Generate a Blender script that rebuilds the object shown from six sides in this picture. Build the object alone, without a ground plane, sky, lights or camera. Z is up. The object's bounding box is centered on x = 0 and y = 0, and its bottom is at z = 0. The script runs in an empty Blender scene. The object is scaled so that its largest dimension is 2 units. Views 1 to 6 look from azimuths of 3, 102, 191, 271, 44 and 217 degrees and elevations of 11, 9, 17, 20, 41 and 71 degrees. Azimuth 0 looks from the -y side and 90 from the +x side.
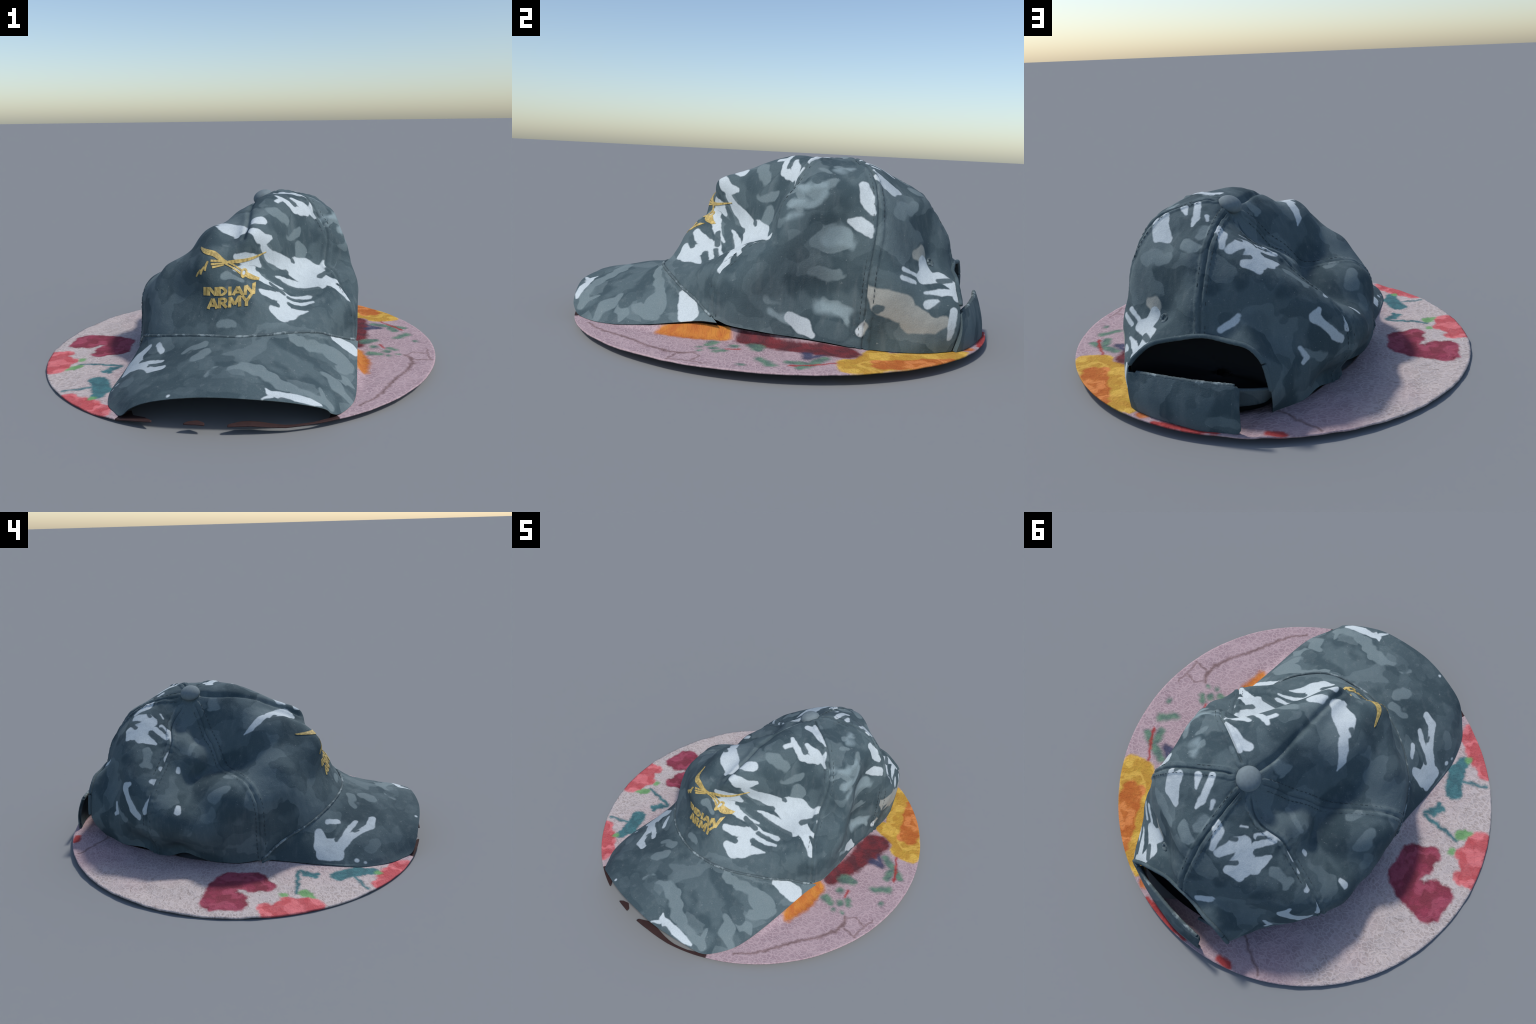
"""A crumpled camouflage baseball cap lying on a round piece of floral cloth."""
import bpy, bmesh, math
import numpy as np
from mathutils import Vector, noise as mnoise
from mathutils.bvhtree import BVHTree

rng = np.random.default_rng(7)

# ------------------------------------------------------------------ helpers
def polyline(points, n):
    """n points evenly spaced along a smooth (Catmull-Rom) curve through the points."""
    P = np.array(points, float)
    Q = np.vstack([2 * P[0] - P[1], P, 2 * P[-1] - P[-2]])
    out = []
    for i in range(1, len(Q) - 2):
        t = np.linspace(0, 1, 24, endpoint=False)[:, None]
        a, b, c, d = Q[i - 1], Q[i], Q[i + 1], Q[i + 2]
        out.append(.5 * (2 * b + (c - a) * t + (2 * a - 5 * b + 4 * c - d) * t**2 + (3 * b - a - 3 * c + d) * t**3))
    out = np.vstack(out + [P[-1:]])
    s = np.r_[0, np.cumsum(np.linalg.norm(np.diff(out, axis=0), axis=1))]
    u = np.linspace(0, s[-1], n)
    return np.stack([np.interp(u, s, out[:, k]) for k in range(out.shape[1])], 1)


class Sheet:
    """Smooth surface stretched over support points (cubic radial basis with a linear part)."""
    def __init__(self, at, value, soft=1e-4):
        self.at = np.array(at, float)
        n, d = self.at.shape
        K = self.kernel(self.at) + np.diag(np.broadcast_to(soft, n))
        L = np.c_[np.ones(n), self.at]
        A = np.block([[K, L], [L.T, np.zeros((d + 1, d + 1))]])
        self.w = np.linalg.lstsq(A, np.r_[np.array(value, float), np.zeros(d + 1)], rcond=None)[0]

    def kernel(self, q):
        return np.linalg.norm(q[:, None, :] - self.at[None], axis=2) ** 3

    def __call__(self, q):
        q = np.asarray(q, float)
        out = np.empty(len(q))
        for i in range(0, len(q), 20000):
            c = q[i:i + 20000]
            out[i:i + 20000] = self.kernel(c) @ self.w[:len(self.at)] + np.c_[np.ones(len(c)), c] @ self.w[len(self.at):]
        return out


def fractal(P, scale, seed=0.0, octaves=3):
    return np.array([mnoise.fractal(Vector(p) * scale + Vector((seed, -seed, seed * .7)), 1.0, 2.0, octaves) for p in P])


def new_object(name, verts, faces, parent=None, material=None, smooth=True, normals=None):
    mesh = bpy.data.meshes.new(name)
    mesh.from_pydata([tuple(v) for v in verts], [], [tuple(map(int, f)) for f in faces])
    if smooth:
        mesh.polygons.foreach_set("use_smooth", [True] * len(mesh.polygons))
    if normals is not None:
        mesh.normals_split_custom_set_from_vertices([tuple(n) for n in normals])
    obj = bpy.data.objects.new(name, mesh)
    bpy.context.scene.collection.objects.link(obj)
    if parent:
        obj.parent = parent
    if material:
        mesh.materials.append(material)
    return obj


def top_level(name, label, category):
    e = bpy.data.objects.new(name, None)
    e.empty_display_size = .1
    bpy.context.scene.collection.objects.link(e)
    e["label"], e["category"] = label, category
    return e


def vertex_normals(V, F):
    V, N = np.asarray(V), np.zeros_like(V)
    F = np.asarray(F)
    n = np.cross(V[F[:, 2]] - V[F[:, 0]], V[F[:, 3]] - V[F[:, 1]])
    for k in range(4):
        np.add.at(N, F[:, k], n)
    return N / np.maximum(np.linalg.norm(N, axis=1, keepdims=True), 1e-12)


def smoothstep(a, b, x):
    t = np.clip((x - a) / (b - a), 0, 1)
    return t * t * (3 - 2 * t)


def segment_distance(P, A, B):
    """distance of points to a segment, and the parameter along it"""
    P, A, B = (np.asarray(x, float) for x in (P, A, B))
    t = np.clip((P - A) @ (B - A) / max((B - A) @ (B - A), 1e-9), 0, 1)
    return np.linalg.norm(P - A - t[:, None] * (B - A), axis=1), t


def path_distance(P, path):
    path = np.asarray(path, float)
    return np.min([segment_distance(P, a, b)[0] for a, b in zip(path[:-1], path[1:])], axis=0)


# ------------------------------------------------------------------ printed patterns
# Camouflage: soft-edged brush strokes lying on each piece of the cap. A stroke is a chain of (x, y, z, half width).
CAMOUFLAGE = {
    'front_panel': {
        'mid': [
            [(-0.443, 0.277, 0.296, 0.025), (-0.45, 0.34, 0.313, 0.033)],
            [(0.063, 0.171, 0.767, 0.02), (0.022, 0.153, 0.73, 0.029), (0.015, 0.177, 0.714, 0.016)],
            [(0.241, -0.085, 0.638, 0.013), (0.28, -0.025, 0.624, 0.017), (0.314, 0.025, 0.644, 0.014)],
            [(0.307, -0.016, 0.547, 0.033), (0.295, -0.018, 0.579, 0.019)],
            [(-0.038, -0.409, 0.498, 0.023), (0.028, -0.421, 0.486, 0.021)],
            [(0.307, -0.012, 0.557, 0.026), (0.307, -0.031, 0.514, 0.029)],
            [(-0.059, -0.517, 0.306, 0.022), (-0.001, -0.536, 0.297, 0.019)],
            [(0.239, -0.089, 0.638, 0.01), (0.298, 0.001, 0.627, 0.011)],
            [(0.165, -0.085, 0.762, 0.036), (0.238, -0.05, 0.706, 0.032)],
        ],
        'white': [
            [(-0.082, -0.158, 0.703, 0.037), (-0.037, -0.209, 0.693, 0.052), (0.013, -0.24, 0.682, 0.044), (0.009, -0.275, 0.662, 0.016)],
            [(-0.098, -0.117, 0.697, 0.023), (-0.122, -0.083, 0.677, 0.024), (-0.143, -0.051, 0.649, 0.019), (-0.146, -0.008, 0.613, 0.004)],
            [(0.078, -0.233, 0.72, 0.009), (0.096, -0.209, 0.728, 0.028), (0.123, -0.186, 0.728, 0.029)],
            [(0.081, -0.303, 0.695, 0.021), (0.11, -0.288, 0.67, 0.034), (0.134, -0.255, 0.642, 0.03), (0.168, -0.2, 0.644, 0.011)],
            [(0.13, -0.258, 0.614, 0.02), (0.158, -0.21, 0.555, 0.028), (0.202, -0.162, 0.523, 0.035), (0.248, -0.123, 0.488, 0.039), (0.293, -0.102, 0.448, 0.047), (0.34, -0.103, 0.423, 0.05)],
            [(0.193, -0.213, 0.451, 0.009), (0.258, -0.173, 0.408, 0.024), (0.332, -0.156, 0.388, 0.029), (0.404, -0.144, 0.399, 0.036)],
            [(0.285, -0.067, 0.503, 0.015), (0.318, -0.052, 0.469, 0.037), (0.368, -0.037, 0.453, 0.042)],
            [(0.286, -0.078, 0.485, 0.038), (0.336, -0.04, 0.464, 0.05), (0.399, -0.038, 0.448, 0.042), (0.392, -0.1, 0.421, 0.046), (0.456, -0.12, 0.405, 0.034)],
            [(0.389, -0.032, 0.452, 0.023), (0.426, -0.002, 0.456, 0.017), (0.437, 0.026, 0.467, 0.017)],
            [(0.439, -0.102, 0.417, 0.023), (0.478, -0.105, 0.405, 0.014), (0.526, -0.092, 0.386, 0.01)],
            [(0.455, -0.129, 0.402, 0.023), (0.508, -0.147, 0.367, 0.018), (0.547, -0.156, 0.329, 0.024)],
            [(0.486, -0.032, 0.443, 0.015), (0.485, -0.018, 0.447, 0.011)],
            [(0.007, -0.357, 0.581, 0.013), (0.043, -0.341, 0.569, 0.031), (0.094, -0.296, 0.553, 0.026), (0.114, -0.271, 0.52, 0.011)],
            [(0.005, -0.371, 0.526, 0.013), (0.048, -0.355, 0.511, 0.034), (0.087, -0.323, 0.496, 0.034), (0.131, -0.309, 0.458, 0.023), (0.178, -0.285, 0.427, 0.015), (0.222, -0.243, 0.399, 0.006)],
            [(0.132, -0.411, 0.427, 0.02), (0.166, -0.384, 0.406, 0.028), (0.204, -0.338, 0.385, 0.031), (0.224, -0.325, 0.37, 0.031), (0.233, -0.38, 0.345, 0.047)],
            [(0.18, -0.451, 0.354, 0.023), (0.222, -0.441, 0.324, 0.039), (0.253, -0.408, 0.318, 0.036), (0.285, -0.361, 0.315, 0.025), (0.341, -0.32, 0.307, 0.006)],
            [(0.217, -0.285, 0.389, 0.023), (0.274, -0.25, 0.353, 0.014), (0.351, -0.223, 0.352, 0.015)],
            [(0.24, -0.308, 0.362, 0.021), (0.307, -0.277, 0.331, 0.013), (0.368, -0.258, 0.337, 0.008)],
            [(0.189, 0.192, 0.817, 0.02), (0.227, 0.205, 0.819, 0.027), (0.288, 0.18, 0.819, 0.024), (0.341, 0.162, 0.796, 0.01)],
            [(0.209, 0.231, 0.82, 0.011), (0.226, 0.248, 0.819, 0.009)],
            [(0.188, 0.059, 0.818, 0.01), (0.214, 0.044, 0.805, 0.016), (0.254, 0.04, 0.779, 0.019), (0.284, 0.043, 0.751, 0.024), (0.316, 0.068, 0.733, 0.021), (0.344, 0.096, 0.728, 0.021)],
            [(0.274, 0.086, 0.793, 0.019), (0.319, 0.097, 0.765, 0.026), (0.342, 0.108, 0.746, 0.019)],
            [(0.191, 0.0, 0.796, 0.012), (0.208, 0.03, 0.801, 0.012)],
            [(0.359, 0.115, 0.735, 0.016), (0.39, 0.108, 0.695, 0.007)],
            [(0.364, 0.114, 0.729, 0.015), (0.365, 0.138, 0.768, 0.007)],
        ],
        'dark': [
            [(-0.099, -0.178, 0.702, 0.012), (-0.138, -0.151, 0.685, 0.011)],
            [(0.102, -0.292, 0.507, 0.013), (0.13, -0.261, 0.488, 0.013), (0.169, -0.222, 0.472, 0.015), (0.24, -0.148, 0.458, 0.014)],
            [(0.116, -0.266, 0.553, 0.009), (0.131, -0.245, 0.523, 0.013), (0.165, -0.218, 0.482, 0.016)],
            [(0.15, -0.256, 0.465, 0.015), (0.205, -0.226, 0.423, 0.022), (0.281, -0.196, 0.375, 0.025), (0.392, -0.186, 0.375, 0.029)],
            [(0.166, -0.292, 0.434, 0.013), (0.198, -0.285, 0.408, 0.018), (0.226, -0.274, 0.384, 0.014)],
            [(0.14, -0.358, 0.438, 0.02), (0.185, -0.318, 0.41, 0.011)],
            [(0.152, -0.431, 0.398, 0.015), (0.2, -0.406, 0.364, 0.015)],
            [(0.25, -0.276, 0.362, 0.013), (0.304, -0.254, 0.341, 0.014), (0.354, -0.246, 0.342, 0.006)],
            [(0.256, -0.325, 0.343, 0.016), (0.325, -0.303, 0.317, 0.015)],
            [(0.24, 0.075, 0.806, 0.011), (0.282, 0.063, 0.773, 0.017)],
            [(0.41, -0.091, 0.425, 0.016), (0.455, -0.04, 0.446, 0.011), (0.469, 0.026, 0.461, 0.01)],
            [(0.27, -0.085, 0.506, 0.014), (0.277, -0.082, 0.498, 0.009)],
            [(-0.023, -0.365, 0.598, 0.01), (0.076, -0.331, 0.647, 0.011), (0.107, -0.287, 0.6, 0.007)],
        ],
    },
    'side_panel': {
        'painted_sheen': [  # bluish highlights on the side cloth, drawn as pale strokes
            [(0.508, 0.256, 0.197, 0.022), (0.511, 0.338, 0.19, 0.03), (0.532, 0.395, 0.181, 0.024), (0.535, 0.383, 0.137, 0.009)],
            [(0.584, 0.076, 0.168, 0.018), (0.568, 0.143, 0.149, 0.02)],
            [(0.377, 0.092, 0.674, 0.014), (0.497, 0.174, 0.694, 0.018), (0.498, 0.247, 0.707, 0.017)],
            [(0.527, 0.116, 0.616, 0.016), (0.526, 0.194, 0.639, 0.019), (0.514, 0.245, 0.672, 0.015)],
            [(0.557, 0.13, 0.564, 0.017), (0.546, 0.164, 0.584, 0.013)],
            [(0.504, 0.274, 0.49, 0.028), (0.494, 0.345, 0.512, 0.034), (0.517, 0.386, 0.475, 0.024)],
            [(0.412, 0.295, 0.763, 0.014), (0.369, 0.353, 0.777, 0.011)],
        ],
        'mid': [
            [(0.513, 0.229, 0.344, 0.031), (0.5, 0.327, 0.338, 0.034), (0.509, 0.353, 0.329, 0.015)],
            [(0.377, 0.092, 0.674, 0.018), (0.512, 0.214, 0.682, 0.024), (0.48, 0.287, 0.721, 0.021)],
            [(0.535, 0.135, 0.617, 0.018), (0.52, 0.229, 0.653, 0.017)],
            [(0.508, 0.262, 0.489, 0.055), (0.494, 0.346, 0.494, 0.049)],
            [(0.498, 0.291, 0.208, 0.025), (0.516, 0.356, 0.193, 0.031), (0.533, 0.386, 0.149, 0.015)],
            [(0.583, 0.082, 0.168, 0.022), (0.568, 0.143, 0.145, 0.022)],
            [(0.413, 0.228, 0.767, 0.017), (0.434, 0.257, 0.753, 0.013)],
            [(0.462, 0.097, 0.658, 0.02), (0.48, 0.135, 0.681, 0.023), (0.515, 0.168, 0.664, 0.019)],
            [(0.516, 0.108, 0.623, 0.019), (0.538, 0.168, 0.606, 0.012)],
            [(0.377, 0.292, 0.779, 0.019), (0.393, 0.339, 0.769, 0.012)],
            [(0.589, 0.055, 0.23, 0.018), (0.572, 0.115, 0.213, 0.015)],
        ],
        'white': [
            [(0.469, 0.414, 0.713, 0.022), (0.493, 0.431, 0.658, 0.03), (0.512, 0.457, 0.607, 0.015)],
            [(0.499, 0.363, 0.566, 0.011), (0.513, 0.404, 0.561, 0.028), (0.533, 0.442, 0.542, 0.028), (0.543, 0.461, 0.517, 0.008)],
            [(0.566, 0.148, 0.152, 0.024), (0.552, 0.204, 0.116, 0.035), (0.55, 0.241, 0.081, 0.015)],
            [(0.547, 0.441, 0.114, 0.019), (0.551, 0.465, 0.156, 0.012)],
        ],
        'dark': [
            [(0.536, 0.29, 0.111, 0.037), (0.538, 0.358, 0.103, 0.039)],
            [(0.503, 0.399, 0.613, 0.011), (0.523, 0.462, 0.584, 0.011)],
            [(0.605, 0.007, 0.266, 0.023), (0.581, 0.105, 0.425, 0.026), (0.521, 0.236, 0.538, 0.021)],  # darker stroke along the diagonal valley of the side panel
            [(0.48, 0.219, 0.729, 0.023), (0.453, 0.227, 0.747, 0.016)],
        ],
    },
    'back_panel': {
        'tan': [
            [(0.561, 0.455, 0.302, 0.017), (0.569, 0.478, 0.284, 0.027), (0.567, 0.53, 0.252, 0.057), (0.552, 0.602, 0.231, 0.06)],
            [(0.532, 0.655, 0.182, 0.059), (0.503, 0.74, 0.163, 0.036), (0.485, 0.778, 0.177, 0.026)],
            [(0.548, 0.446, 0.117, 0.017), (0.549, 0.464, 0.146, 0.013)],
            [(0.366, 0.668, 0.437, 0.037), (0.403, 0.641, 0.433, 0.02)],
        ],
        'white': [
            [(0.366, 0.678, 0.397, 0.032), (0.389, 0.694, 0.36, 0.036), (0.438, 0.675, 0.34, 0.027), (0.365, 0.756, 0.341, 0.03), (0.379, 0.811, 0.307, 0.026), (0.418, 0.825, 0.268, 0.019)],
            [(0.509, 0.597, 0.387, 0.01), (0.453, 0.647, 0.359, 0.012)],
            [(0.533, 0.597, 0.356, 0.012), (0.488, 0.649, 0.332, 0.01)],
            [(0.485, 0.691, 0.291, 0.006), (0.44, 0.757, 0.29, 0.016), (0.399, 0.821, 0.284, 0.019)],
            [(0.501, 0.707, 0.247, 0.019), (0.481, 0.743, 0.252, 0.018)],
            [(0.457, 0.818, 0.214, 0.019), (0.468, 0.812, 0.162, 0.019), (0.465, 0.808, 0.106, 0.012)],
            [(0.41, 0.455, 0.753, 0.015), (0.398, 0.492, 0.718, 0.022), (0.385, 0.527, 0.689, 0.019), (0.315, 0.56, 0.683, 0.007)],
            [(0.361, 0.451, 0.771, 0.016), (0.375, 0.49, 0.73, 0.039), (0.343, 0.523, 0.709, 0.023), (0.325, 0.548, 0.691, 0.019)],
            [(0.448, 0.412, 0.741, 0.014), (0.445, 0.442, 0.738, 0.016), (0.483, 0.47, 0.669, 0.01)],
            [(0.289, 0.416, 0.799, 0.017), (0.266, 0.461, 0.78, 0.008)],
            [(0.235, 0.385, 0.813, 0.017), (0.22, 0.449, 0.79, 0.015), (0.215, 0.493, 0.766, 0.017), (0.222, 0.523, 0.746, 0.007)],
            [(0.171, 0.464, 0.775, 0.011), (0.164, 0.494, 0.76, 0.006)],
        ],
        'dark': [
            [(0.392, 0.749, 0.328, 0.016), (0.359, 0.797, 0.329, 0.013)],
            [(0.465, 0.626, 0.381, 0.007), (0.44, 0.646, 0.371, 0.009)],
            [(0.563, 0.505, 0.221, 0.02), (0.564, 0.524, 0.226, 0.014)],
            [(0.494, 0.742, 0.219, 0.025), (0.449, 0.798, 0.255, 0.024)],
        ],
        'mid': [
            [(0.222, 0.618, 0.693, 0.029), (0.167, 0.643, 0.684, 0.024)],
            [(0.167, 0.573, 0.72, 0.029), (0.155, 0.539, 0.738, 0.019)],
            [(0.417, 0.568, 0.612, 0.04), (0.301, 0.625, 0.634, 0.021)],
        ],
    },
    'back_panel.001': {
        'white': [
            [(0.04, 0.613, 0.666, 0.021), (0.004, 0.543, 0.676, 0.033), (-0.024, 0.508, 0.658, 0.03), (-0.051, 0.545, 0.638, 0.047), (-0.066, 0.591, 0.619, 0.058), (-0.084, 0.633, 0.589, 0.022)],
            [(-0.033, 0.637, 0.618, 0.025), (-0.077, 0.622, 0.599, 0.028)],
            [(-0.038, 0.455, 0.639, 0.012), (-0.082, 0.398, 0.6, 0.016), (-0.124, 0.383, 0.589, 0.018)],
            [(-0.059, 0.484, 0.629, 0.017), (-0.109, 0.418, 0.592, 0.015)],
            [(-0.11, 0.553, 0.595, 0.039), (-0.135, 0.478, 0.568, 0.009)],
            [(0.108, 0.529, 0.734, 0.024), (0.086, 0.544, 0.716, 0.022), (0.071, 0.615, 0.678, 0.012)],
            [(0.026, 0.465, 0.686, 0.009), (0.008, 0.45, 0.669, 0.007)],
            [(-0.174, 0.394, 0.54, 0.009), (-0.208, 0.416, 0.501, 0.015), (-0.221, 0.363, 0.464, 0.019), (-0.227, 0.402, 0.487, 0.011)],
            [(-0.26, 0.439, 0.466, 0.014)],
            [(-0.314, 0.357, 0.385, 0.028), (-0.335, 0.436, 0.413, 0.027), (-0.34, 0.481, 0.428, 0.015)],
            [(-0.393, 0.374, 0.348, 0.01), (-0.424, 0.402, 0.338, 0.017), (-0.422, 0.439, 0.34, 0.019)],
            [(-0.435, 0.334, 0.318, 0.014), (-0.467, 0.336, 0.3, 0.022)],
            [(-0.326, 0.601, 0.412, 0.012), (-0.311, 0.629, 0.388, 0.024), (-0.348, 0.613, 0.349, 0.017), (-0.389, 0.583, 0.29, 0.023), (-0.413, 0.55, 0.259, 0.018)],
            [(-0.399, 0.476, 0.37, 0.011), (-0.425, 0.487, 0.335, 0.019), (-0.435, 0.515, 0.298, 0.018)],
            [(-0.255, 0.695, 0.276, 0.008), (-0.282, 0.689, 0.232, 0.013), (-0.269, 0.705, 0.215, 0.01)],
            [(0.044, 0.803, 0.391, 0.014), (-0.014, 0.774, 0.421, 0.017)],
            [(0.035, 0.799, 0.395, 0.006), (-0.023, 0.763, 0.439, 0.009)],
        ],
        'dark': [
            [(-0.05, 0.455, 0.63, 0.011), (-0.073, 0.428, 0.612, 0.008)],
            [(-0.079, 0.51, 0.617, 0.014), (-0.114, 0.458, 0.583, 0.015)],
            [(0.033, 0.535, 0.694, 0.009), (0.012, 0.523, 0.682, 0.011)],
            [(0.003, 0.628, 0.638, 0.012), (-0.041, 0.597, 0.632, 0.013)],
            [(0.045, 0.503, 0.703, 0.017), (-0.009, 0.457, 0.66, 0.015)],
        ],
        'mid': [
            [(-0.282, 0.684, 0.253, 0.021), (-0.34, 0.642, 0.228, 0.022)],
            [(-0.201, 0.516, 0.532, 0.03), (-0.268, 0.513, 0.484, 0.026)],
        ],
    },
    'side_panel.001': {
        'mid': [
            [(-0.3, 0.079, 0.433, 0.026), (-0.325, 0.016, 0.446, 0.024), (-0.346, -0.051, 0.459, 0.019)],
            [(-0.422, 0.107, 0.4, 0.038), (-0.41, 0.167, 0.364, 0.029)],
            [(-0.073, 0.265, 0.559, 0.018), (-0.158, 0.31, 0.529, 0.021)],
        ],
        'white': [
            [(-0.237, 0.351, 0.439, 0.013), (-0.225, 0.351, 0.454, 0.01)],
            [(-0.433, 0.336, 0.32, 0.011), (-0.465, 0.338, 0.302, 0.019)],
        ],
        'dark': [
            [(-0.177, 0.222, 0.479, 0.032), (-0.221, 0.286, 0.401, 0.02)],
        ],
    },
    'visor': {
        'mid': [
            [(-0.081, -0.843, 0.191, 0.012), (-0.05, -0.804, 0.208, 0.01)],
            [(0.023, -0.835, 0.207, 0.02), (0.064, -0.806, 0.21, 0.031), (0.13, -0.812, 0.197, 0.041), (0.173, -0.84, 0.179, 0.043), (0.216, -0.867, 0.161, 0.036), (0.275, -0.88, 0.144, 0.03), (0.347, -0.884, 0.119, 0.025)],
            [(0.373, -0.891, 0.103, 0.03), (0.41, -0.869, 0.08, 0.025), (0.373, -0.805, 0.121, 0.012)],
            [(0.267, -0.547, 0.256, 0.026), (0.344, -0.523, 0.2, 0.026), (0.433, -0.483, 0.169, 0.032)],
            [(0.438, -0.488, 0.163, 0.046), (0.5, -0.474, 0.119, 0.055)],
            [(0.421, -0.688, 0.126, 0.023), (0.466, -0.745, 0.086, 0.036), (0.519, -0.749, 0.036, 0.027)],
            [(0.467, -0.659, 0.104, 0.029), (0.522, -0.626, 0.064, 0.036)],
            [(-0.137, -0.697, 0.218, 0.037), (-0.106, -0.662, 0.228, 0.027)],
            [(-0.129, -0.595, 0.232, 0.029), (-0.193, -0.608, 0.208, 0.024)],
            [(0.487, -0.565, 0.105, 0.032), (0.545, -0.467, 0.08, 0.027)],
        ],
        'white': [
            [(0.166, -0.919, 0.161, 0.006), (0.179, -0.939, 0.153, 0.015), (0.217, -0.942, 0.144, 0.024), (0.285, -0.935, 0.132, 0.023), (0.34, -0.928, 0.114, 0.02), (0.38, -0.919, 0.095, 0.008)],
            [(0.15, -0.989, 0.15, 0.005), (0.183, -0.962, 0.148, 0.013)],
            [(0.462, -0.361, 0.186, 0.017), (0.509, -0.322, 0.149, 0.044), (0.553, -0.3, 0.116, 0.047), (0.56, -0.328, 0.103, 0.019)],
            [(-0.295, -0.694, 0.162, 0.02), (-0.345, -0.677, 0.144, 0.023), (-0.385, -0.608, 0.127, 0.017), (-0.414, -0.552, 0.114, 0.025), (-0.465, -0.481, 0.087, 0.045), (-0.472, -0.407, 0.096, 0.045), (-0.418, -0.396, 0.144, 0.025)],
            [(-0.499, -0.485, 0.06, 0.037), (-0.506, -0.404, 0.065, 0.033)],
            [(-0.312, -0.602, 0.155, 0.013), (-0.371, -0.55, 0.134, 0.017), (-0.42, -0.518, 0.113, 0.021)],
            [(-0.358, -0.446, 0.18, 0.015), (-0.329, -0.505, 0.167, 0.015)],
            [(-0.525, -0.582, 0.035, 0.012)],
            [(-0.535, -0.624, 0.027, 0.007)],
            [(-0.092, -0.912, 0.174, 0.009)],
            [(-0.224, -0.947, 0.141, 0.008)],
        ],
        'dark': [
            [(0.23, -0.967, 0.139, 0.016), (0.268, -0.964, 0.13, 0.009)],
            [(-0.156, -0.783, 0.199, 0.039)],
            [(-0.043, -0.739, 0.223, 0.029), (0.002, -0.741, 0.224, 0.025)],
            [(-0.027, -0.811, 0.209, 0.011), (-0.04, -0.841, 0.2, 0.019)],
            [(-0.148, -0.868, 0.166, 0.027), (-0.04, -0.928, 0.181, 0.041), (0.052, -0.934, 0.185, 0.044), (0.116, -0.949, 0.167, 0.04)],
            [(-0.371, -0.61, 0.133, 0.006), (-0.378, -0.587, 0.128, 0.007)],
            [(-0.344, -0.542, 0.146, 0.011), (-0.435, -0.484, 0.109, 0.011)],
            [(0.516, -0.671, 0.059, 0.023), (0.546, -0.65, 0.036, 0.017)],
            [(0.413, -0.629, 0.143, 0.027), (0.456, -0.635, 0.115, 0.034)],
        ],
    },
}
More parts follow.
